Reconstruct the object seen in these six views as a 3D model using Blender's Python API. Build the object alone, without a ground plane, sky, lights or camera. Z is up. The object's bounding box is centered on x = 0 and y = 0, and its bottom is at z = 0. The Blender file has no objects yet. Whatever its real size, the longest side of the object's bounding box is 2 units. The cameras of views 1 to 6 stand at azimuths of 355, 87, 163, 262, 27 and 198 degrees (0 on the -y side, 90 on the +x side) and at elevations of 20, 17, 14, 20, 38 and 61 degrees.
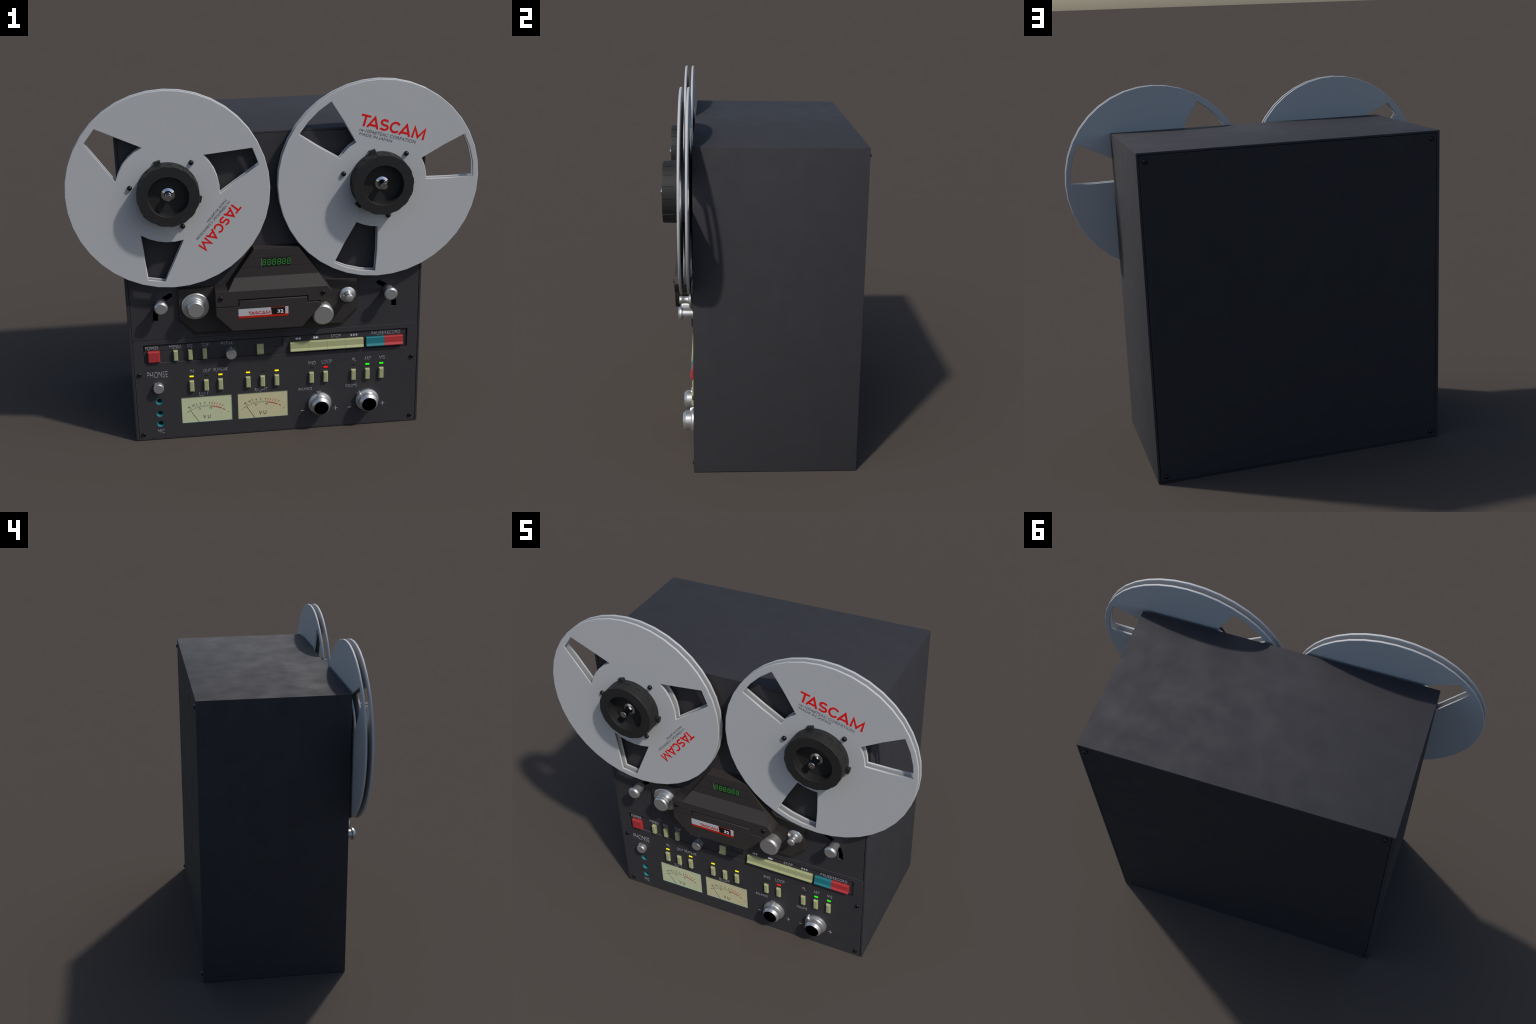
# Reel-to-reel tape recorder, built part by part.
# Frame: metres, z up, the front of the machine faces -y.
import bpy, bmesh, math
from mathutils import Vector, Matrix

# ----------------------------------------------------------------------------
# materials
# ----------------------------------------------------------------------------
def srgb(r, g, b):
    f = lambda c: c / 12.92 if c <= 0.04045 else ((c + 0.055) / 1.055) ** 2.4
    return (f(r / 255), f(g / 255), f(b / 255), 1.0)

def material(name, color, rough=0.5, metal=0.0, spec=0.5, emit=None, emit_strength=0.0,
             grain=None, blotch=None, coat=0.0):
    """Principled material; grain = (scale, colour amount, bump strength),
    blotch = (scale, low roughness, high roughness)."""
    m = bpy.data.materials.new(name)
    m.use_nodes = True
    nt = m.node_tree
    N, L = nt.nodes, nt.links
    p = N['Principled BSDF']
    p.inputs['Base Color'].default_value = color
    p.inputs['Roughness'].default_value = rough
    p.inputs['Metallic'].default_value = metal
    p.inputs['Specular IOR Level'].default_value = spec
    p.inputs['Coat Weight'].default_value = coat
    if emit:
        p.inputs['Emission Color'].default_value = emit
        p.inputs['Emission Strength'].default_value = emit_strength
    if grain or blotch:
        tc = N.new('ShaderNodeTexCoord')
    if grain:
        scale, amount, bump = grain
        n = N.new('ShaderNodeTexNoise')
        n.inputs['Scale'].default_value = scale
        n.inputs['Detail'].default_value = 4
        L.new(tc.outputs['Object'], n.inputs['Vector'])
        ramp = N.new('ShaderNodeValToRGB')
        lo = [c * (1 - amount) for c in color[:3]] + [1]
        hi = [min(1, c * (1 + amount)) for c in color[:3]] + [1]
        ramp.color_ramp.elements[0].position = 0.3
        ramp.color_ramp.elements[1].position = 0.7
        ramp.color_ramp.elements[0].color = lo
        ramp.color_ramp.elements[1].color = hi
        L.new(n.outputs['Fac'], ramp.inputs['Fac'])
        L.new(ramp.outputs['Color'], p.inputs['Base Color'])
        if bump:
            b = N.new('ShaderNodeBump')
            b.inputs['Strength'].default_value = bump
            b.inputs['Distance'].default_value = 0.002
            L.new(n.outputs['Fac'], b.inputs['Height'])
            L.new(b.outputs['Normal'], p.inputs['Normal'])
    if blotch:
        scale, lo_r, hi_r = blotch
        n = N.new('ShaderNodeTexNoise')
        n.inputs['Scale'].default_value = scale
        n.inputs['Detail'].default_value = 3
        n.inputs['Roughness'].default_value = 0.55
        L.new(tc.outputs['Object'], n.inputs['Vector'])
        mr = N.new('ShaderNodeMapRange')
        mr.inputs['From Min'].default_value = 0.3
        mr.inputs['From Max'].default_value = 0.7
        mr.inputs['To Min'].default_value = lo_r
        mr.inputs['To Max'].default_value = hi_r
        L.new(n.outputs['Fac'], mr.inputs['Value'])
        L.new(mr.outputs['Result'], p.inputs['Roughness'])
    return m

M = {}
M['case']    = material('case_black_paint', srgb(52, 51, 55), 0.6, spec=0.4, grain=(14, 0.04, 0.0), blotch=(9, 0.70, 0.86))
M['panel']   = material('panel_black_paint', srgb(55, 53, 56), 0.62, spec=0.4, grain=(150, 0.03, 0.0), blotch=(9, 0.58, 0.7))
M['back']    = material('back_darker_black', srgb(45, 44, 48), 0.65, spec=0.35, grain=(150, 0.03, 0.0), blotch=(9, 0.6, 0.72))  # darker version of the panel colour, set to the darker look of the back
M['cover']   = material('cover_brown_black_plastic', srgb(53, 49, 47), 0.65, spec=0.35, grain=(200, 0.02, 0.02))
M['reel']    = material('reel_grey_metal', srgb(188, 189, 190), 0.55, metal=0.0, spec=0.4, grain=(90, 0.015, 0.0))
M['hub']     = material('hub_black_rubber', srgb(36, 36, 36), 0.6, spec=0.35)
M['bolt']    = material('bolt_black_gloss', srgb(14, 14, 15), 0.4, spec=0.5)
M['screw']   = material('screw_black_metal', srgb(12, 12, 13), 0.16, spec=0.6)
M['chrome']  = material('spindle_chrome', srgb(215, 215, 218), 0.06, metal=1.0)
M['silver']  = material('knob_brushed_aluminium', srgb(208, 208, 208), 0.36, metal=0.82)
M['cream']   = material('button_cream_plastic', srgb(176, 179, 132), 0.5, spec=0.4)
M['red']     = material('button_red_plastic', srgb(181, 54, 57), 0.5, spec=0.4)
M['teal']    = material('button_teal_plastic', srgb(37, 123, 131), 0.5, spec=0.4)
M['jack']    = material('jack_teal_plastic', srgb(34, 118, 124), 0.5, spec=0.3)
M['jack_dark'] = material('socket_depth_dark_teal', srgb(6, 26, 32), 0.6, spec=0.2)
M['black']   = material('opening_black', (0, 0, 0, 1), 1.0, spec=0.0)
M['print']   = material('panel_print_grey', srgb(168, 168, 173), 0.6, spec=0.2)
M['mark']    = material('transport_mark_white', srgb(225, 228, 235), 0.6, spec=0.2)
M['meter_green'] = material('meter_face_green_cream', srgb(208, 213, 172), 0.6, spec=0.2, grain=(25, 0.03, 0))
M['meter_warm']  = material('meter_face_warm_cream', srgb(211, 204, 162), 0.6, spec=0.2, grain=(25, 0.03, 0))
M['ink']     = material('meter_ink_dark', srgb(75, 84, 74), 0.7, spec=0.1)
M['ink_red'] = material('meter_ink_red', srgb(196, 62, 48), 0.7, spec=0.1)
M['led_yellow'] = material('lamp_yellow', srgb(250, 225, 15), 0.4, emit=srgb(255, 228, 0), emit_strength=0.75)
M['led_green']  = material('lamp_green', srgb(40, 240, 15), 0.4, emit=srgb(35, 255, 0), emit_strength=0.75)
M['led_red']    = material('lamp_red', srgb(245, 10, 15), 0.4, emit=srgb(255, 0, 10), emit_strength=0.75)
M['led_off']    = material('lamp_off', srgb(38, 37, 38), 0.4)
M['screen']  = material('display_dark_green_glass', srgb(22, 28, 24), 0.35)
M['digit']   = material('display_digit_green', srgb(45, 110, 45), 0.5, emit=srgb(60, 170, 62), emit_strength=0.12)
M['groove'] = material('cover_groove_shadow', srgb(30, 28, 28), 0.7, spec=0.2)
M['plate_white'] = material('badge_silver_white', srgb(191, 192, 195), 0.5, spec=0.4)
M['badge_red']   = material('badge_red', srgb(190, 38, 18), 0.5, spec=0.3)
M['badge_black'] = material('badge_black', srgb(14, 12, 12), 0.4)
M['reel_red']    = material('reel_print_red', srgb(228, 24, 24), 0.6, spec=0.2)
M['reel_grey']   = material('reel_print_grey', srgb(110, 113, 116), 0.6, spec=0.2)

# ----------------------------------------------------------------------------
# geometry helpers
# ----------------------------------------------------------------------------
COL = bpy.context.scene.collection

def obj(name, me, mat, parent=None, smooth=False, angle=None):
    if mat is not None:
        me.materials.clear()
        me.materials.append(mat)
    if angle is not None:
        me.shade_smooth()
        me.set_sharp_from_angle(angle=math.radians(angle))
    elif smooth:
        me.shade_smooth()
    o = bpy.data.objects.new(name, me)
    COL.objects.link(o)
    if parent:
        o.parent = parent
    return o

def clone(src, name, x, z, x0=0.0, z0=0.0, mat=None):
    """A repeat of src moved by (x-x0, z-z0), sharing its mesh."""
    o = src.copy()
    o.name = name
    o.location = src.location + Vector((x - x0, 0, z - z0))
    COL.objects.link(o)
    return o

def baked(ob):
    """Mesh of a curve / text / modified object; the helper is removed."""
    dg = bpy.context.evaluated_depsgraph_get()
    me = bpy.data.meshes.new_from_object(ob.evaluated_get(dg), depsgraph=dg)
    data = ob.data
    bpy.data.objects.remove(ob)
    if isinstance(data, bpy.types.Curve):
        bpy.data.curves.remove(data)
    return me

STAND = Matrix.Rotation(math.radians(90), 4, 'X')    # (x, z) drawing -> stands upright facing -y

def plate_mesh(loops, y_front, depth, bevel=0.0):
    """Flat plate with holes: loops[0] is the outline in (x, z), the others are holes."""
    cu = bpy.data.curves.new('outline', 'CURVE')
    cu.dimensions = '2D'
    cu.fill_mode = 'BOTH'
    cu.extrude = depth / 2 - bevel
    cu.bevel_depth = bevel
    cu.bevel_resolution = 1
    cu.offset = -bevel
    for lp in loops:
        s = cu.splines.new('POLY')
        s.points.add(len(lp) - 1)
        for p, (x, z) in zip(s.points, lp):
            p.co = (x, z, 0, 1)
        s.use_cyclic_u = True
    ob = bpy.data.objects.new('outline', cu)
    COL.objects.link(ob)
    me = baked(ob)
    me.transform(Matrix.Translation((0, y_front + depth / 2, 0)) @ STAND)
    bm = bmesh.new(); bm.from_mesh(me)
    bmesh.ops.remove_doubles(bm, verts=bm.verts, dist=1e-6)
    bmesh.ops.recalc_face_normals(bm, faces=bm.faces)
    bm.to_mesh(me); bm.free()
    return me

def rect(x0, x1, z0, z1):
    return [(x0, z0), (x1, z0), (x1, z1), (x0, z1)]

def ring(cx, cz, r, n, a0=0.0):
    return [(cx + r * math.cos(a0 + 2 * math.pi * i / n), cz + r * math.sin(a0 + 2 * math.pi * i / n)) for i in range(n)]

def slot_loop(path, hw):
    """Outline of a slot of half width hw along a polyline: round first end, square last end."""
    n = len(path)
    left, right = [], []
    for i, p in enumerate(path):
        a = Vector(path[max(i - 1, 0)]); b = Vector(path[min(i + 1, n - 1)])
        t = (b - a).normalized(); nrm = Vector((-t.y, t.x))
        left.append(tuple(Vector(p) + nrm * hw)); right.append(tuple(Vector(p) - nrm * hw))
    t = (Vector(path[1]) - Vector(path[0])).normalized()
    back = math.atan2(-t.y, -t.x)
    cap = [(path[0][0] + hw * math.cos(back + math.radians(a)), path[0][1] + hw * math.sin(back + math.radians(a))) for a in (60, 30, 0, -30, -60)]
    return right[::-1] + cap + left

def lathe_mesh(profile, n=48, a0=0.0):
    """Revolve (radius, forward distance) about the -y axis at the origin."""
    bm = bmesh.new()
    rings = []
    for r, d in profile:
        if r < 1e-6:
            rings.append([bm.verts.new((0, -d, 0))])
        else:
            rings.append([bm.verts.new((r * math.cos(a0 + 2 * math.pi * i / n), -d, r * math.sin(a0 + 2 * math.pi * i / n))) for i in range(n)])
    for A, B in zip(rings, rings[1:]):
        for i in range(n):
            j = (i + 1) % n
            if len(A) == 1 and len(B) == 1:
                continue
            if len(A) == 1:
                bm.faces.new((A[0], B[i], B[j]))
            elif len(B) == 1:
                bm.faces.new((A[i], A[j], B[0]))
            else:
                bm.faces.new((A[i], A[j], B[j], B[i]))
    bmesh.ops.recalc_face_normals(bm, faces=bm.faces)
    me = bpy.data.meshes.new('lathe')
    bm.to_mesh(me); bm.free()
    return me

def lathe(name, profile, x, z, y0, mat, parent, n=48, angle=35):
    o = obj(name, lathe_mesh(profile, n), mat, parent, angle=angle)
    o.location = (x, y0, z)
    return o

def frustum_mesh(w0, h0, w1, h1, d0, d1):
    """Block whose base w0*h0 at distance d0 narrows to w1*h1 at d1 (towards -y)."""
    bm = bmesh.new()
    a = [bm.verts.new((sx * w0 / 2, -d0, sz * h0 / 2)) for sx, sz in ((-1, -1), (1, -1), (1, 1), (-1, 1))]
    b = [bm.verts.new((sx * w1 / 2, -d1, sz * h1 / 2)) for sx, sz in ((-1, -1), (1, -1), (1, 1), (-1, 1))]
    bm.faces.new(a); bm.faces.new(b)
    for i in range(4):
        j = (i + 1) % 4
        bm.faces.new((a[i], a[j], b[j], b[i]))
    bmesh.ops.recalc_face_normals(bm, faces=bm.faces)
    me = bpy.data.meshes.new('block')
    bm.to_mesh(me); bm.free()
    return me

def prism_mesh(profile, x0, x1):
    """Extrude a closed (y, z) profile from x0 to x1; x0/x1 may be functions of z."""
    f0 = x0 if callable(x0) else (lambda z: x0)
    f1 = x1 if callable(x1) else (lambda z: x1)
    bm = bmesh.new()
    a = [bm.verts.new((f0(z), y, z)) for y, z in profile]
    b = [bm.verts.new((f1(z), y, z)) for y, z in profile]
    bm.faces.new(a); bm.faces.new(b)
    n = len(profile)
    for i in range(n):
        j = (i + 1) % n
        bm.faces.new((a[i], a[j], b[j], b[i]))
    bmesh.ops.recalc_face_normals(bm, faces=bm.faces)
    me = bpy.data.meshes.new('prism')
    bm.to_mesh(me); bm.free()
    return me

def soften(me, width, segments=2, limit=30):
    ob = bpy.data.objects.new('soft', me)
    COL.objects.link(ob)
    md = ob.modifiers.new('b', 'BEVEL')
    md.width = width; md.segments = segments
    md.limit_method = 'ANGLE'; md.angle_limit = math.radians(limit)
    return baked(ob)

def join(*meshes):
    bm = bmesh.new()
    for me in meshes:
        bm.from_mesh(me)
    out = bpy.data.meshes.new('joined')
    bm.to_mesh(out); bm.free()
    return out

def lettering(text, corner, width, height, y, mat, parent, angle=0.0, name='lettering', thin=0.0, shear=0.0, proud=0.0008):
    """Built-in-font text fitted to a box: corner is the lower left (x, z), angle in degrees."""
    cu = bpy.data.curves.new('txt', 'FONT')
    cu.body = text
    cu.offset = -thin
    cu.shear = shear
    cu.resolution_u = 3
    ob = bpy.data.objects.new('txt', cu)
    COL.objects.link(ob)
    me = baked(ob)
    xs = [v.co.x for v in me.vertices]; ys = [v.co.y for v in me.vertices]
    sx = width / (max(xs) - min(xs)); sy = height / (max(ys) - min(ys))
    x0, y0 = min(xs), min(ys)
    for v in me.vertices:
        v.co = ((v.co.x - x0) * sx, (v.co.y - y0) * sy, 0)
    bm = bmesh.new(); bm.from_mesh(me)
    bmesh.ops.recalc_face_normals(bm, faces=bm.faces)
    ext = bmesh.ops.extrude_face_region(bm, geom=bm.faces[:])
    for v in [g for g in ext['geom'] if isinstance(g, bmesh.types.BMVert)]:
        v.co.z += 0.002
    bmesh.ops.recalc_face_normals(bm, faces=bm.faces)
    bm.to_mesh(me); bm.free()
    me.transform(Matrix.Translation((corner[0], y + 0.002 - proud, corner[1])) @ Matrix.Rotation(math.radians(-angle), 4, 'Y') @ STAND)
    return obj(name, me, mat, parent)

# drawn letters of uniform stroke: polylines in a unit box
def arc_pts(cx, cz, rx, rz, a0, a1, n):
    return [(cx + rx * math.cos(math.radians(a0 + (a1 - a0) * i / n)), cz + rz * math.sin(math.radians(a0 + (a1 - a0) * i / n))) for i in range(n + 1)]
STROKES = {
    'T': [[(0, 0.91), (1, 0.91)], [(0.5, 0.86), (0.5, 0)]],
    'A': [[(0.03, 0), (0.50, 0.92), (0.97, 0)], [(0.22, 0.24), (0.78, 0.24)]],
    'S': [arc_pts(0.49, 0.70, 0.37, 0.21, 35, 180, 7) + arc_pts(0.49, 0.70, 0.37, 0.21, 200, 250, 2) + [(0.55, 0.47)] + arc_pts(0.51, 0.30, 0.40, 0.21, 70, -30, 5) + arc_pts(0.51, 0.30, 0.40, 0.21, -60, -150, 5)],
    'C': [arc_pts(0.52, 0.5, 0.43, 0.41, 38, 322, 16)],
    'M': [[(0.07, 0), (0.10, 0.90), (0.50, 0.14), (0.90, 0.90), (0.93, 0)]],
}
def stroke_loop(path, hw):
    n = len(path); L, R = [], []
    for i, p in enumerate(path):
        p = Vector(p)
        d0 = (p - Vector(path[i - 1])).normalized() if i else None
        d1 = (Vector(path[i + 1]) - p).normalized() if i < n - 1 else None
        d0 = d0 or d1; d1 = d1 or d0
        t = (d0 + d1).normalized(); nrm = Vector((-t.y, t.x))
        k = hw / max(0.42, nrm.dot(Vector((-d1.y, d1.x))))
        L.append(tuple(p + nrm * k)); R.append(tuple(p - nrm * k))
    return L + R[::-1]
NAME_LAYOUT = (('T', 0.0, 0.145), ('A', 0.122, 0.290), ('S', 0.300, 0.440), ('C', 0.455, 0.612), ('A', 0.612, 0.780), ('M', 0.805, 1.0))
def drawn_name(corner, width, height, y, mat, parent, angle, name, weight=0.178):
    parts = []
    for ch, a, b in NAME_LAYOUT:
        for k, st in enumerate(STROKES[ch]):
            path = [((a + (b - a) * u) * width, v * height) for u, v in st]
            parts.append(plate_mesh([stroke_loop(path, weight * height / 2)], -0.0006 - 0.0002 * k, 0.0016))
    me = join(*parts)
    me.transform(Matrix.Translation((corner[0], y, corner[1])) @ Matrix.Rotation(math.radians(-angle), 4, 'Y'))
    return obj(name, me, mat, parent)

def bar_mesh(p, q, w, y, depth=0.001):
    """Thin printed bar from p to q in the (x, z) plane."""
    p, q = Vector(p), Vector(q)
    t = (q - p).normalized() * 1.0
    nrm = Vector((-t.y, t.x)) * w / 2
    return plate_mesh([[tuple(p - nrm), tuple(q - nrm), tuple(q + nrm), tuple(p + nrm)]], y, depth)

# ----------------------------------------------------------------------------
# the machine
# ----------------------------------------------------------------------------
root = bpy.data.objects.new('tape_recorder', None)
root.empty_display_size = 0.2
COL.objects.link(root)
root['label'] = 'black box-shaped reel-to-reel tape recorder with two large grey reels'
root['category'] = 'tape recorder'

HX, XL, YF, YB, ZT = 0.7505, -0.7550, -0.330, 0.4775, 1.630      # case right, left, front, back, top

# --- case: a square tube of sheet walls, front and back closed by inset plates
def tube_mesh(xl, hx, z0, z1, wall, wall_low, wall_top, y0, y1):
    me = plate_mesh([rect(xl, hx, z0, z1), rect(-0.7393, hx - wall, z0 + wall_low, z1 - wall_top)], y0, y1 - y0)
    return soften(me, 0.0022, 2)
case = obj('case', tube_mesh(XL, HX, 0.0, ZT, 0.0112, 0.004, 0.0112, YF, YB), M['case'], root, angle=40)

back = obj('back_plate', plate_mesh([rect(-0.737, 0.737, 0.0075, 1.6165)], 0.4660, 0.0108, 0.0015), M['back'], root)

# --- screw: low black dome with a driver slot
def screw_mesh(r, h):
    me = lathe_mesh([(r * 1.0, -0.004), (r, h * 0.45), (r * 0.86, h * 0.8), (r * 0.6, h), (r * 0.52, h * 0.55), (0, h * 0.5)], 24)
    return me
screw_me = screw_mesh(0.0118, 0.006)
def screw(x, z, y, parent, turn=False, me=screw_me):
    o = obj('screw', me, M['screw'], parent, angle=60) if not me.materials else None
    if o is None:
        o = bpy.data.objects.new('screw', me); COL.objects.link(o); o.parent = parent
    o.location = (x, y, z)
    if turn:
        o.rotation_euler = (0, 0, math.pi)
    return o
back_screw_me = screw_mesh(0.0118, 0.0118)
for x in (-0.7115, 0.7105):
    for z in (0.033, 1.589):
        screw(x, z, 0.4755, back, turn=True, me=back_screw_me)

# --- upper deck plate with the two curved lever slots
SLOT = [(0.530, 0.8135), (0.553, 0.801), (0.573, 0.7845), (0.590, 0.765), (0.602, 0.743), (0.6085, 0.718), (0.610, 0.6785)]
slot_r = slot_loop(SLOT, 0.0127)
slot_l = [(-x - 0.004, z) for x, z in slot_r][::-1]
deck = obj('deck_plate', plate_mesh([rect(-0.7375, 0.7375, 0.5766, 1.6170), slot_r, slot_l], YF + 0.0006, 0.012, 0.0012), M['panel'], root)
obj('slot_backing', plate_mesh([rect(-0.66, 0.66, 0.65, 0.84)], YF + 0.010, 0.02), M['black'], deck)

# --- lower control panel with cut-outs for strip, meters and sockets
JX, JZ = -0.622, (0.2225, 0.1515, 0.0917)
METERS = ((-0.5075, -0.2428), (-0.2122, 0.0536))
MZ = (0.0842, 0.2342)
STRIP = (-0.6855, 0.6850, 0.4465, 0.5478)
holes = [rect(*STRIP)] + [rect(a, b, *MZ) for a, b in METERS] + [ring(JX, z, 0.0192, 28) for z in JZ]
ctrl = obj('control_panel', plate_mesh([rect(-0.7375, 0.7375, 0.0055, 0.5758)] + holes, YF, 0.014, 0.0012), M['panel'], root)
for x, z in ((-0.715, 0.3825), (-0.715, 0.0335), (0.7102, 0.3833), (0.7100, 0.0335)):
    screw(x, z, YF, ctrl)

# --- recessed control strip: lower step for the keys, upper step for the words, sunken pocket
FLOOR = YF + 0.0075
POCKET = (-0.043, 0.0325, 0.4868, 0.5325)
me_low = plate_mesh([[(-0.684, 0.448), (0.6835, 0.448), (0.6835, 0.5122), (POCKET[1], 0.5122), (POCKET[1], POCKET[2]), (POCKET[0], POCKET[2]), (POCKET[0], 0.5122), (-0.684, 0.5122)]], FLOOR, 0.012, 0.0006)
me_up = plate_mesh([[(-0.6785, 0.5130), (POCKET[0], 0.5130), (POCKET[0], POCKET[3]), (POCKET[1], POCKET[3]), (POCKET[1], 0.5130), (0.6778, 0.5130), (0.6778, 0.5415), (-0.6785, 0.5415)]], FLOOR - 0.0015, 0.012, 0.0006)
strip = obj('control_strip', join(me_low, me_up), M['panel'], root)
obj('strip_backing', plate_mesh([rect(-0.70, 0.70, 0.435, 0.562)], FLOOR + 0.0065, 0.006), M['panel'], strip)

# --- lettering of strip and panel: (word, x0, z0, x1, z1)
WY_STRIP = FLOOR - 0.0016
for w, x0, x1 in (('POWER', -0.6755, -0.6090), ('MENU', -0.5540, -0.4970), ('EQ', -0.4620, -0.4355),
                  ('TOP', -0.3905, -0.3515), ('PITH', -0.2890, -0.2310), ('STOP', 0.2835, 0.3343),
                  ('PAUSE', 0.4970, 0.5600), ('RECORD', 0.5660, 0.6485)):
    lettering(w, (x0, 0.5182), x1 - x0, 0.0192, WY_STRIP, M['print'], strip, thin=0.012)
for w, x0, x1, z0, z1 in (
        ('PHONSE', -0.6755, -0.5700, 0.3608, 0.3955), ('MIC', -0.6385, -0.6042, 0.0338, 0.0588),
        ('IN', -0.4540, -0.4368, 0.3750, 0.3955), ('OUT', -0.3855, -0.3467, 0.3738, 0.3925), ('VU/PEAK', -0.3370, -0.2591, 0.3735, 0.3950),
        ('RND', 0.1616, 0.2020, 0.3745, 0.3942), ('LOOP', 0.2336, 0.2867, 0.3752, 0.3968), ('PL', 0.3948, 0.4148, 0.3772, 0.3970),
        ('ART', 0.4596, 0.4952, 0.3784, 0.3990), ('VIS', 0.5378, 0.5680, 0.3786, 0.3990),
        ('LEFT', -0.4115, -0.3646, 0.2402, 0.2606), ('RIGHT', -0.1224, -0.0555, 0.2390, 0.2606),
        ('BALANCE', 0.1095, 0.1809, 0.2268, 0.2428), ('VOLUME', 0.3588, 0.4210, 0.2278, 0.2438)):
    lettering(w, (x0, z0), x1 - x0, z1 - z0, YF, M['print'], ctrl, thin=0.014, proud=0.0006)
# minus / plus signs at the two big knobs
for cx, cz in ((0.1302, 0.1075), (0.3832, 0.1079)):
    obj('minus_sign', bar_mesh((cx - 0.009, cz), (cx + 0.009, cz), 0.0045, YF - 0.0006), M['print'], ctrl)
for cx, cz in ((0.3068, 0.1088), (0.5604, 0.1178)):
    h = 0.0105
    w = 0.0016
    plus = [(-h, -w), (-w, -w), (-w, -h * 1.25), (w, -h * 1.25), (w, -w), (h, -w), (h, w), (w, w), (w, h * 1.25), (-w, h * 1.25), (-w, w), (-h, w)]
    obj('plus_sign', plate_mesh([[(cx + a, cz + b) for a, b in plus]], YF - 0.0006, 0.001), M['print'], ctrl)

# --- transport symbols above the keys: arrows
def triangle(x, z, w, h):
    return [(x, z - h / 2), (x + w, z), (x, z + h / 2)] if w > 0 else [(x, z - h / 2), (x, z + h / 2), (x + w, z)]
TS = 0.5268
for parts in ([triangle(0.1090, TS, -0.0140, 0.0160), triangle(0.1242, TS, -0.0140, 0.0160)],
              [triangle(0.1922, TS, 0.0145, 0.0165), triangle(0.2050, TS, 0.0140, 0.0165)]):
    obj('arrow_mark', join(*[plate_mesh([t], WY_STRIP - 0.0006, 0.001) for t in parts]), M['mark'], strip)
chev = []
for k in range(3):
    x = 0.3872 + 0.0138 * k
    w, h, t = 0.0085, 0.0075, 0.0042
    chev.append(plate_mesh([[(x, TS - h), (x + w, TS), (x, TS + h), (x - 0.001, TS + h - t), (x + w - t * 1.2, TS), (x - 0.001, TS - h + t)]], WY_STRIP - 0.0006, 0.001))
obj('arrow_mark', join(*chev), M['mark'], strip)

# --- keys of the strip
def block(name, cx, cz, w, h, y0, y1, mat, parent, edge=0.004):
    me = join(frustum_mesh(w, h, w, h, 0, (y0 - y1) - edge), frustum_mesh(w, h, w - 2 * edge, h - 2 * edge, (y0 - y1) - edge, y0 - y1))
    bm = bmesh.new(); bm.from_mesh(me)
    bmesh.ops.remove_doubles(bm, verts=bm.verts, dist=1e-5)
    inner = [f for f in bm.faces if abs(f.normal.y) > 0.9 and abs(f.calc_center_median().y + (y0 - y1) - edge) < 1e-5]
    bmesh.ops.delete(bm, geom=inner, context='FACES')
    bmesh.ops.recalc_face_normals(bm, faces=bm.faces)
    bm.to_mesh(me); bm.free()
    o = obj(name, me, mat, parent)
    o.location = (cx, y0, cz)
    return o
block('power_button', -0.6335, 0.4828, 0.0605, 0.0590, FLOOR, -0.3420, M['red'], strip, 0.0035)
tog = None
for cx in (-0.5224, -0.4475, -0.3735):
    if tog is None:
        tog = block('small_switch', cx, 0.4822, 0.0218, 0.0555, FLOOR, -0.3410, M['cream'], strip, 0.0035)
        sx = cx
    else:
        clone(tog, 'small_switch', cx, 0, sx, 0)

# profile of a transport key: hollow upper face, kicked-out lower lip
KEY = [(FLOOR, 0.5105), (-0.3335, 0.5105), (-0.3375, 0.5080), (-0.3395, 0.4770), (-0.3460, 0.4672), (-0.3460, 0.4640), (-0.3400, 0.4600), (FLOOR, 0.4600)]
edges = [0.0690, 0.1650, 0.2610, 0.3570, 0.4530]
for a, b in zip(edges, edges[1:]):
    obj('transport_key', prism_mesh(KEY, a + 0.0004, b - 0.0004), M['cream'], strip)
obj('pause_key', prism_mesh(KEY, 0.4678, 0.5634), M['teal'], strip)
obj('record_key', prism_mesh(KEY, 0.5640, 0.6606), M['red'], strip)
# rocker switch beside the pocket
ROCK = [(FLOOR, 0.5125), (-0.3285, 0.5125), (-0.3320, 0.5090), (-0.3330, 0.4820), (-0.3440, 0.4690), (-0.3440, 0.4660), (-0.3360, 0.4560), (FLOOR, 0.4560)]
obj('rocker_switch', prism_mesh(ROCK, -0.1040, -0.0690), M['cream'], strip)

# --- small round knobs (pitch, phones): aluminium cap with a pointer nub
def small_knob(x, z, y0, nub_angle, h):
    k = lathe('small_knob', [(0.0276, 0.0), (0.0276, h - 0.0050), (0.0270, h - 0.0034), (0.0238, h), (0, h)], x, z, y0, M['silver'], root, 48, 30)
    a = math.radians(nub_angle)
    n = frustum_mesh(0.012, 0.0125, 0.008, 0.008, 0.0, 0.0155)
    n.transform(Matrix.Rotation(-(a - math.pi / 2), 4, 'Y') @ Matrix.Translation((0, 0, 0.0255)))
    o = obj('knob_pointer', n, M['silver'], k)
    return k
small_knob(-0.2390, 0.4775, FLOOR, 90, 0.0395)
small_knob(-0.6205, 0.3075, YF, 130, 0.0275)

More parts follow.
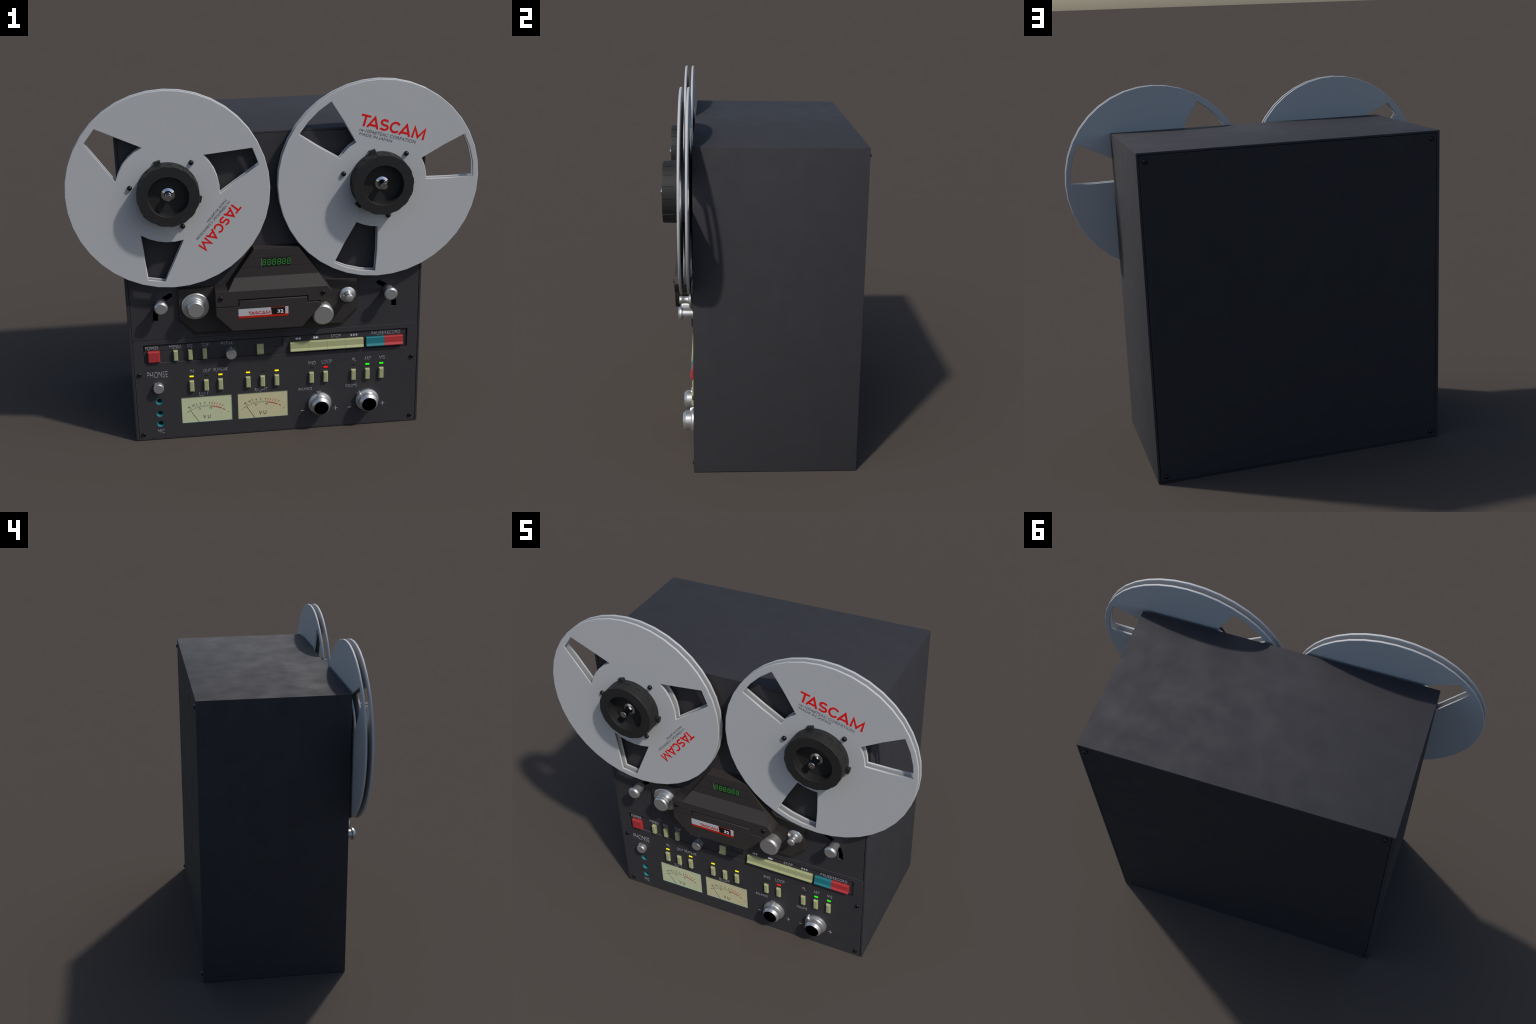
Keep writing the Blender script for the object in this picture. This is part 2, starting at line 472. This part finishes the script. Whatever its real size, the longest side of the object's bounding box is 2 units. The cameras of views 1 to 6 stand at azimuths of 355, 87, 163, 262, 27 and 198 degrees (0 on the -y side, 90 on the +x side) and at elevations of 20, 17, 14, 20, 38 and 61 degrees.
# --- two big knobs
def big_knob(x, z, nub_angle):
    prof = [(0.0625, 0.0), (0.0625, 0.0085), (0.0610, 0.0125), (0.0570, 0.0150), (0.0520, 0.0165), (0.0500, 0.0195), (0.0502, 0.0455), (0.0383, 0.0600), (0.0383, 0.0590)]
    k = lathe('volume_knob', prof, x, z, YF, M['silver'], root, 32, 30)
    cap = lathe('knob_cap', [(0.0384, 0.040), (0.0384, 0.0602), (0, 0.0602)], 0, 0, 0, M['black'], k, 48)
    a = math.radians(nub_angle)
    n = frustum_mesh(0.024, 0.026, 0.012, 0.018, 0.0, 0.024)
    n.transform(Matrix.Rotation(-(a - math.pi / 2), 4, 'Y') @ Matrix.Translation((0, 0, 0.0560)))
    obj('knob_pointer', n, M['silver'], k)
big_knob(0.2215, 0.1480, 95)
big_knob(0.4760, 0.1485, 138)

# --- rows of toggle switches and their lamps
SW = [-0.4485, -0.3735, -0.2992, -0.1553, -0.0795, -0.0050, 0.1780, 0.2528, 0.4003, 0.4748, 0.5490]
first = block('toggle_switch', SW[0], 0.3028, 0.0242, 0.0615, YF + 0.002, -0.3432, M['cream'], ctrl, 0.0042)
for x in SW[1:]:
    clone(first, 'toggle_switch', x, 0, SW[0], 0)
lamp_me = {}
for x, kind in zip(SW, ('yellow', 'off', 'yellow', 'yellow', 'off', 'yellow', 'off', 'red', 'off', 'green', 'green')):
    if kind not in lamp_me:
        lamp_me[kind] = frustum_mesh(0.0212, 0.0076, 0.0206, 0.0070, 0, 0.0028 if kind != 'off' else 0.0006)
    o = obj('lamp', lamp_me[kind], M['led_' + kind], ctrl)
    o.location = (x + 0.001, YF + 0.0002, 0.3562)

# --- sockets: teal funnels around a dark hole
sock = lathe_mesh([(0.0188, -0.003), (0.0188, -0.0006), (0.0172, -0.0008), (0.0148, -0.0030), (0.0118, -0.0130), (0.0112, -0.024)], 28)
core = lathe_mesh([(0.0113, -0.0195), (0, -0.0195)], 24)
for z in JZ:
    o = obj('socket', sock, M['jack'], root, angle=40); o.location = (JX, YF, z)
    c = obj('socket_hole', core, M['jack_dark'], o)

# --- VU meters: sunken cream dials with printed scale and needle
MW, MH = METERS[0][1] - METERS[0][0], MZ[1] - MZ[0]
DIAL = YF + 0.0032
def vu_meter(x0, mat):
    top = MZ[1]
    ax, ar = x0 + 0.1285, 0.1850                # scale arc centre x and radius
    az = top - 0.0590 - ar
    P = lambda a, r: (ax + r * math.sin(math.radians(a)), az + r * math.cos(math.radians(a)))
    face = obj('vu_meter', plate_mesh([rect(x0 - 0.002, x0 + MW + 0.002, MZ[0] - 0.002, MZ[1] + 0.002)], DIAL, 0.004), mat, root)
    # teal lining of the cut-out
    t = 0.0004
    lin = plate_mesh([rect(x0, x0 + MW, *MZ), rect(x0 + t, x0 + MW - t, MZ[0] + t, MZ[1] - t)], YF + 0.0013, 0.0025)
    obj('meter_frame', lin, M['jack'], face)
    y = DIAL - 0.0005
    def arc(a0, a1, w, n=14):
        pts = [P(a0 + (a1 - a0) * i / n, ar + w / 2) for i in range(n + 1)] + [P(a1 - (a1 - a0) * i / n, ar - w / 2) for i in range(n + 1)]
        return plate_mesh([pts], y, 0.001)
    major = [-26.2, -23.6, -17.6, -13.8, -8.2, -1.9, 5.0]
    minor = [-11.6, -5.1, 1.5]
    dark = [arc(-27.5, 8.3, 0.0009), arc(-32.8, -28.6, 0.0030, 4)]
    dark += [bar_mesh(P(a, ar), P(a, ar + 0.0140), 0.0010, y) for a in major]
    dark += [bar_mesh(P(a, ar), P(a, ar + 0.0095), 0.0010, y) for a in minor]
    dark += [bar_mesh(P(a, ar - 0.006), P(a, ar), 0.0008, y) for a in (-11.0, 7.6)]
    dark += [bar_mesh((x0 + 0.0145, top - 0.0935), (x0 + 0.0195, top - 0.0935), 0.0010, y)]
    dark += [bar_mesh(P(-26.6, ar), (x0 + 0.0880, MZ[0] + 0.001), 0.0011, y - 0.0006)]
    obj('meter_scale', join(*dark), M['ink'], face)
    red = [arc(8.3, 25.6, 0.0042), arc(27.8, 32.2, 0.0042, 4)]
    red += [bar_mesh(P(a, ar), P(a, ar + 0.0140), 0.0010, y) for a in (8.6, 12.2, 16.0, 20.0, 24.2)]
    px, pz = x0 + 0.2430, top - 0.1000
    red += [bar_mesh((px - 0.003, pz), (px + 0.003, pz), 0.001, y), bar_mesh((px, pz - 0.003), (px, pz + 0.003), 0.001, y - 0.0003)]
    obj('meter_red_scale', join(*red), M['ink_red'], face)
    def num(s, a, mat, h=0.0085, r=0.0165, w=None):
        w = w or 0.0052 * len(s)
        c = P(a, ar + r)
        t = -a
        rx = math.cos(math.radians(t)); rz = math.sin(math.radians(t))
        lettering(s, (c[0] - rx * w / 2, c[1] - rz * w / 2), w, h, y + 0.0002, mat, face, angle=t, name='meter_numeral', thin=0.01)
    for s, a in (('20', -26.0), ('10', -19.0), ('7', -14.4), ('5', -8.6), ('3', -1.9), ('1', 5.2)):
        num(s, a, M['ink'], w=0.0022 if s == '1' else None)
    for s, a in (('0', 9.0), ('1', 12.9), ('2', 16.8), ('3', 20.8), ('4', 25.4)):
        num(s, a, M['ink_red'], w=0.0022 if s == '1' else None, h=0.0078)
    num('50', -11.0, M['ink'], h=0.0055, r=-0.0135, w=0.0085)
    num('100', 7.6, M['ink'], h=0.0055, r=-0.0135, w=0.0120)
    lettering('V U', (x0 + 0.1110, MZ[1] - 0.1310), 0.0385, 0.0205, y + 0.0002, M['ink'], face, name='meter_lettering', thin=0.012)
vu_meter(METERS[0][0], M['meter_green'])
vu_meter(METERS[1][0], M['meter_warm'])

# ----------------------------------------------------------------------------
# head assembly
# ----------------------------------------------------------------------------
# base plate with sloping lower edges
def tapered_plate(lo, hi, y0, y1):
    bm = bmesh.new()
    a = [bm.verts.new((x, y0, z)) for x, z in lo]
    b = [bm.verts.new((x, y1, z)) for x, z in hi]
    bm.faces.new(a); bm.faces.new(b)
    n = len(lo)
    for i in range(n):
        j = (i + 1) % n
        bm.faces.new((a[i], a[j], b[j], b[i]))
    bmesh.ops.recalc_face_normals(bm, faces=bm.faces)
    me = bpy.data.meshes.new('taper')
    bm.to_mesh(me); bm.free()
    return me
BASE_Y = -0.3475
base = obj('head_base', tapered_plate(
    [(-0.4930, 0.8540), (-0.4930, 0.6650), (-0.4218, 0.5850), (0.3436, 0.5850), (0.4164, 0.6640), (0.4164, 0.8540)],
    [(-0.4915, 0.8505), (-0.4915, 0.6850), (-0.4100, 0.6140), (0.3250, 0.6140), (0.4120, 0.6930), (0.4120, 0.8505)], YF + 0.003, BASE_Y), M['cover'], root)

# head cover: display block with a sloping foot, and the front block with a notch for the lid
COV = -0.4365
half = lambda z: 0.1120 + (1.0535 - z) * 0.6930
upper = prism_mesh([(YF + 0.002, 0.8560), (YF + 0.002, 1.0535), (-0.3895, 1.0535), (-0.3895, 0.9110), (COV, 0.8570), (COV, 0.8560)], lambda z: -half(z), lambda z: half(z))
lower = plate_mesh([[(-0.3108, 0.8572), (-0.3108, 0.7788), (-0.1985, 0.7788), (-0.1985, 0.8132), (0.1490, 0.8132), (0.1490, 0.7815),
                     (0.2085, 0.7815), (0.2225, 0.7645), (0.2712, 0.8215), (0.2480, 0.8572)]], COV, 0.1080)
cover = obj('head_cover', join(upper, soften(lower, 0.0012, 1)), M['cover'], root)
for x in (-0.2863, 0.2245):
    screw(x, 0.8230, COV, cover)
lid = obj('head_lid', soften(plate_mesh([[(-0.3115, 0.7762), (-0.3125, 0.7290), (-0.2335, 0.6458), (0.1215, 0.6458), (0.2195, 0.7600),
                     (0.2065, 0.7762), (0.1455, 0.7762), (0.1455, 0.8065), (-0.1955, 0.8065), (-0.1955, 0.7762)]], -0.4360, 0.1080), 0.0034, 1, 50), M['cover'], root)

# counter display: sunken dark window with six seven-segment digits; two fine grooves across the block
DY = -0.3895
for z in (1.0110, 0.9618):
    obj('cover_groove', plate_mesh([rect(-half(z) + 0.0005, half(z) - 0.0005, z - 0.0006, z + 0.0006)], DY - 0.0003, 0.001), M['groove'], cover)
disp = obj('counter_display', plate_mesh([rect(-0.0746, 0.0692, 0.9628, 1.0065)], DY - 0.0010, 0.002), M['screen'], root)
obj('display_rim', plate_mesh([rect(-0.0760, -0.0746, 0.9628, 1.0065)], DY - 0.0012, 0.002), M['print'], disp)
def digit_mesh():
    w, h, t, g = 0.0172, 0.0312, 0.0034, 0.0006
    segs = []
    x0, x1, zb, zm, zt = -w / 2 + t / 2, w / 2 - t / 2, -h / 2 + t / 2, 0, h / 2 - t / 2
    for z in (zb, zm, zt):
        segs.append(((x0 + g, z), (x1 - g, z)))
    for x in (x0, x1):
        segs += [((x, zb + g), (x, zm - g)), ((x, zm + g), (x, zt - g))]
    me = join(*[bar_mesh(p, q, t, 0.0, 0.0015) for p, q in segs])
    for v in me.vertices:
        v.co.x += 0.10 * v.co.z
    return me
dig = digit_mesh()
for i, x in enumerate((-0.0620, -0.0372, -0.0124, 0.0122, 0.0362, 0.0602)):
    o = obj('display_digit', dig, M['digit'], disp)
    o.location = (x, DY - 0.0020, 0.9845)
for x in (-0.0243, 0.0240):
    for dz in (-0.0070, 0.0075):
        o = obj('display_colon', frustum_mesh(0.0032, 0.0032, 0.0030, 0.0030, 0, 0.001), M['digit'], disp)
        o.location = (x + dz * 0.1, DY - 0.0008, 0.9845 + dz)

# badge on the lid
LY = -0.4360
badge = obj('badge', plate_mesh([rect(-0.2008, 0.0490, 0.7115, 0.7612)], LY - 0.0012, 0.003), M['plate_white'], root)
obj('badge_stripe', plate_mesh([rect(-0.2008, 0.0490, 0.7115, 0.7236)], LY - 0.0018, 0.003), M['badge_red'], badge)
obj('badge_frame', plate_mesh([[(-0.0345, 0.7230), (0.0335, 0.7230), (0.0335, 0.7612), (-0.0385, 0.7612)]], LY - 0.0016, 0.003), M['badge_red'], badge)
obj('badge_field', plate_mesh([[(-0.0325, 0.7236), (0.0313, 0.7236), (0.0313, 0.7590), (-0.0362, 0.7590)]], LY - 0.0022, 0.003), M['badge_black'], badge)
drawn_name((-0.1508, 0.7288), 0.1088, 0.0165, LY - 0.0012, M['badge_red'], badge, 0, 'badge_lettering', 0.2)
lettering('32', (-0.0068, 0.7285), 0.0305, 0.0185, LY - 0.0022, M['mark'], badge, thin=-0.03, name='badge_lettering')

# tape guides, rollers and tension levers
lathe('guide_roller', [(0.0690, 0.0), (0.0702, 0.003), (0.0702, 0.0085), (0.0670, 0.0115), (0.0460, 0.0135), (0.0445, 0.0150), (0.0445, 0.0390), (0.0415, 0.0420), (0.0410, 0.0460), (0.0430, 0.0485),
                       (0.0440, 0.0520), (0.0440, 0.0545), (0.0430, 0.0565), (0.0375, 0.0620), (0, 0.0620)], -0.4095, 0.7575, BASE_Y, M['silver'], base, 40, 30)
lathe('capstan_roller', [(0.0540, 0.0), (0.0540, 0.0420), (0.0525, 0.0430), (0.0525, 0.0445), (0.0545, 0.0455), (0.0545, 0.0475), (0.0538, 0.0490), (0.0462, 0.0560), (0, 0.0560)], 0.2312, 0.6850, BASE_Y, M['silver'], base, 48, 30)
lathe('tape_guide', [(0.0408, 0.0), (0.0415, 0.002), (0.0410, 0.0065), (0.0390, 0.0085), (0.0240, 0.0100), (0.0205, 0.0130), (0.0185, 0.0220), (0.0188, 0.0400), (0.0205, 0.0440), (0.0207, 0.0540), (0.0195, 0.0585), (0.0165, 0.0605), (0, 0.0605)],
      0.3640, 0.7690, BASE_Y, M['silver'], base, 40, 45)
for x in (0.5785, -0.5815):
    lathe('tension_lever', [(0.0255, -0.012), (0.0255, 0.0560), (0.0325, 0.0565), (0.0340, 0.0585), (0.0340, 0.0655), (0.0332, 0.0680), (0.0262, 0.0750), (0, 0.0750)], x, 0.7740, YF, M['silver'], deck, 40, 30)

# ----------------------------------------------------------------------------
# reels
# ----------------------------------------------------------------------------
RZ = 1.3685
FLANGE = 0.0115
def polar(a, r):
    return (r * math.cos(math.radians(a)), r * math.sin(math.radians(a)))

def straight_window(c):
    """Window that narrows outwards: straight sides, inner edge follows the hub."""
    pts = [polar(c - 5.4, 0.4550), polar(c + 5.4, 0.4550)]
    pts += [polar(c + a, 0.2500) for a in (24.4, 14.6, 4.9, -4.9, -14.6, -24.4)]
    return pts

def fan_window(c):
    """Fan-shaped window with radial, slightly bowed sides."""
    pts = [polar(c + a, 0.4640) for a in (-13.4, -4.5, 4.5, 13.4)]
    pts += [polar(c + 13.9, 0.350)]
    pts += [polar(c + a, 0.2310) for a in (13.5, 4.5, -4.5, -13.5)]
    pts += [polar(c - 13.9, 0.350)]
    return pts

# hub knob: ribbed rubber ring with a deep recess and three lugs
def hub_mesh():
    n_notch = 16
    bm = bmesh.new()
    rings = []
    def add(d, r_out, r_notch):
        row = []
        for k in range(n_notch):
            base_a = 2 * math.pi * k / n_notch + math.radians(6)
            for da, is_notch in ((-6.1, 0), (-2.0, 0), (2.0, 0), (6.1, 0), (6.3, 1), (11.25, 1), (16.2, 1)):
                a = base_a + math.radians(da)
                r = r_notch if is_notch else r_out
                row.append(bm.verts.new((r * math.cos(a), -d, r * math.sin(a))))
        rings.append(row)
    add(0.000, 0.1490, 0.1490)
    add(0.0300, 0.1488, 0.1488)
    add(0.0302, 0.1488, 0.1464)
    add(0.0760, 0.1482, 0.1460)
    add(0.0812, 0.1465, 0.1447)
    for r, d in ((0.0985, 0.0812), (0.0970, 0.0795), (0.0955, 0.0330), (0.0300, 0.0300)):
        add(d, r, r)
    n = len(rings[0])
    for A, B in zip(rings, rings[1:]):
        for i in range(n):
            j = (i + 1) % n
            bm.faces.new((A[i], A[j], B[j], B[i]))
    bmesh.ops.recalc_face_normals(bm, faces=bm.faces)
    me = bpy.data.meshes.new('hub'); bm.to_mesh(me); bm.free()
    return me
hub_me = hub_mesh()
lug_me = frustum_mesh(0.0310, 0.030, 0.0300, 0.028, 0.0, 0.0200)
spindle_prof = [(0.0345, -0.003), (0.0345, 0.0030), (0.0325, 0.0060), (0.0200, 0.0110), (0.0155, 0.0170), (0.0150, 0.0260), (0.0170, 0.0290), (0.0170, 0.0620), (0.0155, 0.0638), (0, 0.0638)]
spindle_me = lathe_mesh(spindle_prof, 24)
bolt_me = lathe_mesh([(0.0120, 0.0), (0.0120, 0.0060), (0.0104, 0.0100), (0.0070, 0.0128), (0.0030, 0.0138), (0, 0.0140)], 20)

def reel(cx, radius, offset, windows, w_off, bolts, b_off):
    """Two flanges on a hub; the flange, windows and bolts sit slightly off the spindle axis."""
    outer = ring(offset[0], offset[1], radius, 40)
    windows = [[(x + w_off[0], z + w_off[1]) for x, z in w] for w in windows]
    front = plate_mesh([outer] + windows, -0.3920, FLANGE, 0.0030)
    rear = plate_mesh([outer] + windows, -0.3565, FLANGE, 0.0030)
    core = lathe_mesh([(0.118, 0.325), (0.118, 0.346)], 40)
    core2 = lathe_mesh([(0.145, 0.348), (0.145, 0.384)], 40)
    me = join(front, rear, core2)
    r = obj('reel', me, M['reel'], root)
    r.location = (cx, 0, RZ)
    t = obj('reel_turntable', core, M['hub'], r, angle=40)
    h = obj('hub_knob', hub_me, M['hub'], r)
    h.location = (0, -0.3920, 0)
    for k in range(3):
        a = math.radians(106 + 120 * k)
        lug = obj('hub_lug', lug_me, M['hub'], r)
        lug.rotation_euler = (0, math.pi / 2 - a, 0)
        lug.location = (0.1485 * math.cos(a), -0.3910, 0.1490 * math.sin(a))
    s = obj('spindle', spindle_me, M['chrome'], r, angle=30)
    s.location = (0, -0.4212, 0)
    for a in bolts:
        b = obj('reel_bolt', bolt_me, M['bolt'], r, angle=50)
        b.location = (b_off[0] + 0.1828 * math.cos(math.radians(a)), -0.3918, b_off[1] + 0.1828 * math.sin(math.radians(a)))
    return r

reel_l = reel(-0.5135, 0.4878, (0.0025, 0.0), [straight_window(c) for c in (20.3, 140.3, 260.3)], (-0.0020, -0.0015), (50.5, 170, 289.5), (0.001, 0.0005))
reel_r = reel(0.5130, 0.4935, (-0.0066, 0.0008), [fan_window(c) for c in (13.9, 134.1, 254.8)], (-0.0028, -0.0012), (45.5, 165.5, 284.5), (-0.0034, 0.0010))

def reel_print(parent, cx, top_left, width, height, angle, l2, l3, small_h):
    """Red name with two small grey lines; positions are given in world (x, z)."""
    t = math.radians(angle)
    up = Vector((-math.sin(t), math.cos(t)))
    loc = lambda p: (p[0] - cx, p[1] - RZ)
    c = Vector(top_left) - up * height
    drawn_name(loc(c), width, height, -0.3920, M['reel_red'], parent, angle, 'reel_lettering')
    for word, (p, q) in (('re-1004#TEAC CORPATION', l2), ('MADE IN JAPAN', l3)):
        p, q = Vector(p), Vector(q)
        a = math.degrees(math.atan2(q.y - p.y, q.x - p.x))
        lettering(word, loc(p), (q - p).length, small_h, -0.3920, M['reel_grey'], parent, angle=a, name='reel_lettering', thin=0.0)
reel_print(reel_r, 0.5130, (0.4207, 1.7044), 0.3275, 0.0565, -16.0, ((0.4075, 1.6210), (0.6805, 1.5440)), ((0.4056, 1.5993), (0.5649, 1.5535)), 0.0170)
reel_print(reel_l, -0.5135, (-0.1632, 1.2740), 0.2800, 0.0488, -130.4, ((-0.2260, 1.3130), (-0.3920, 1.1320)), ((-0.2440, 1.3230), (-0.3380, 1.2180)), 0.0146)

bpy.context.view_layer.update()
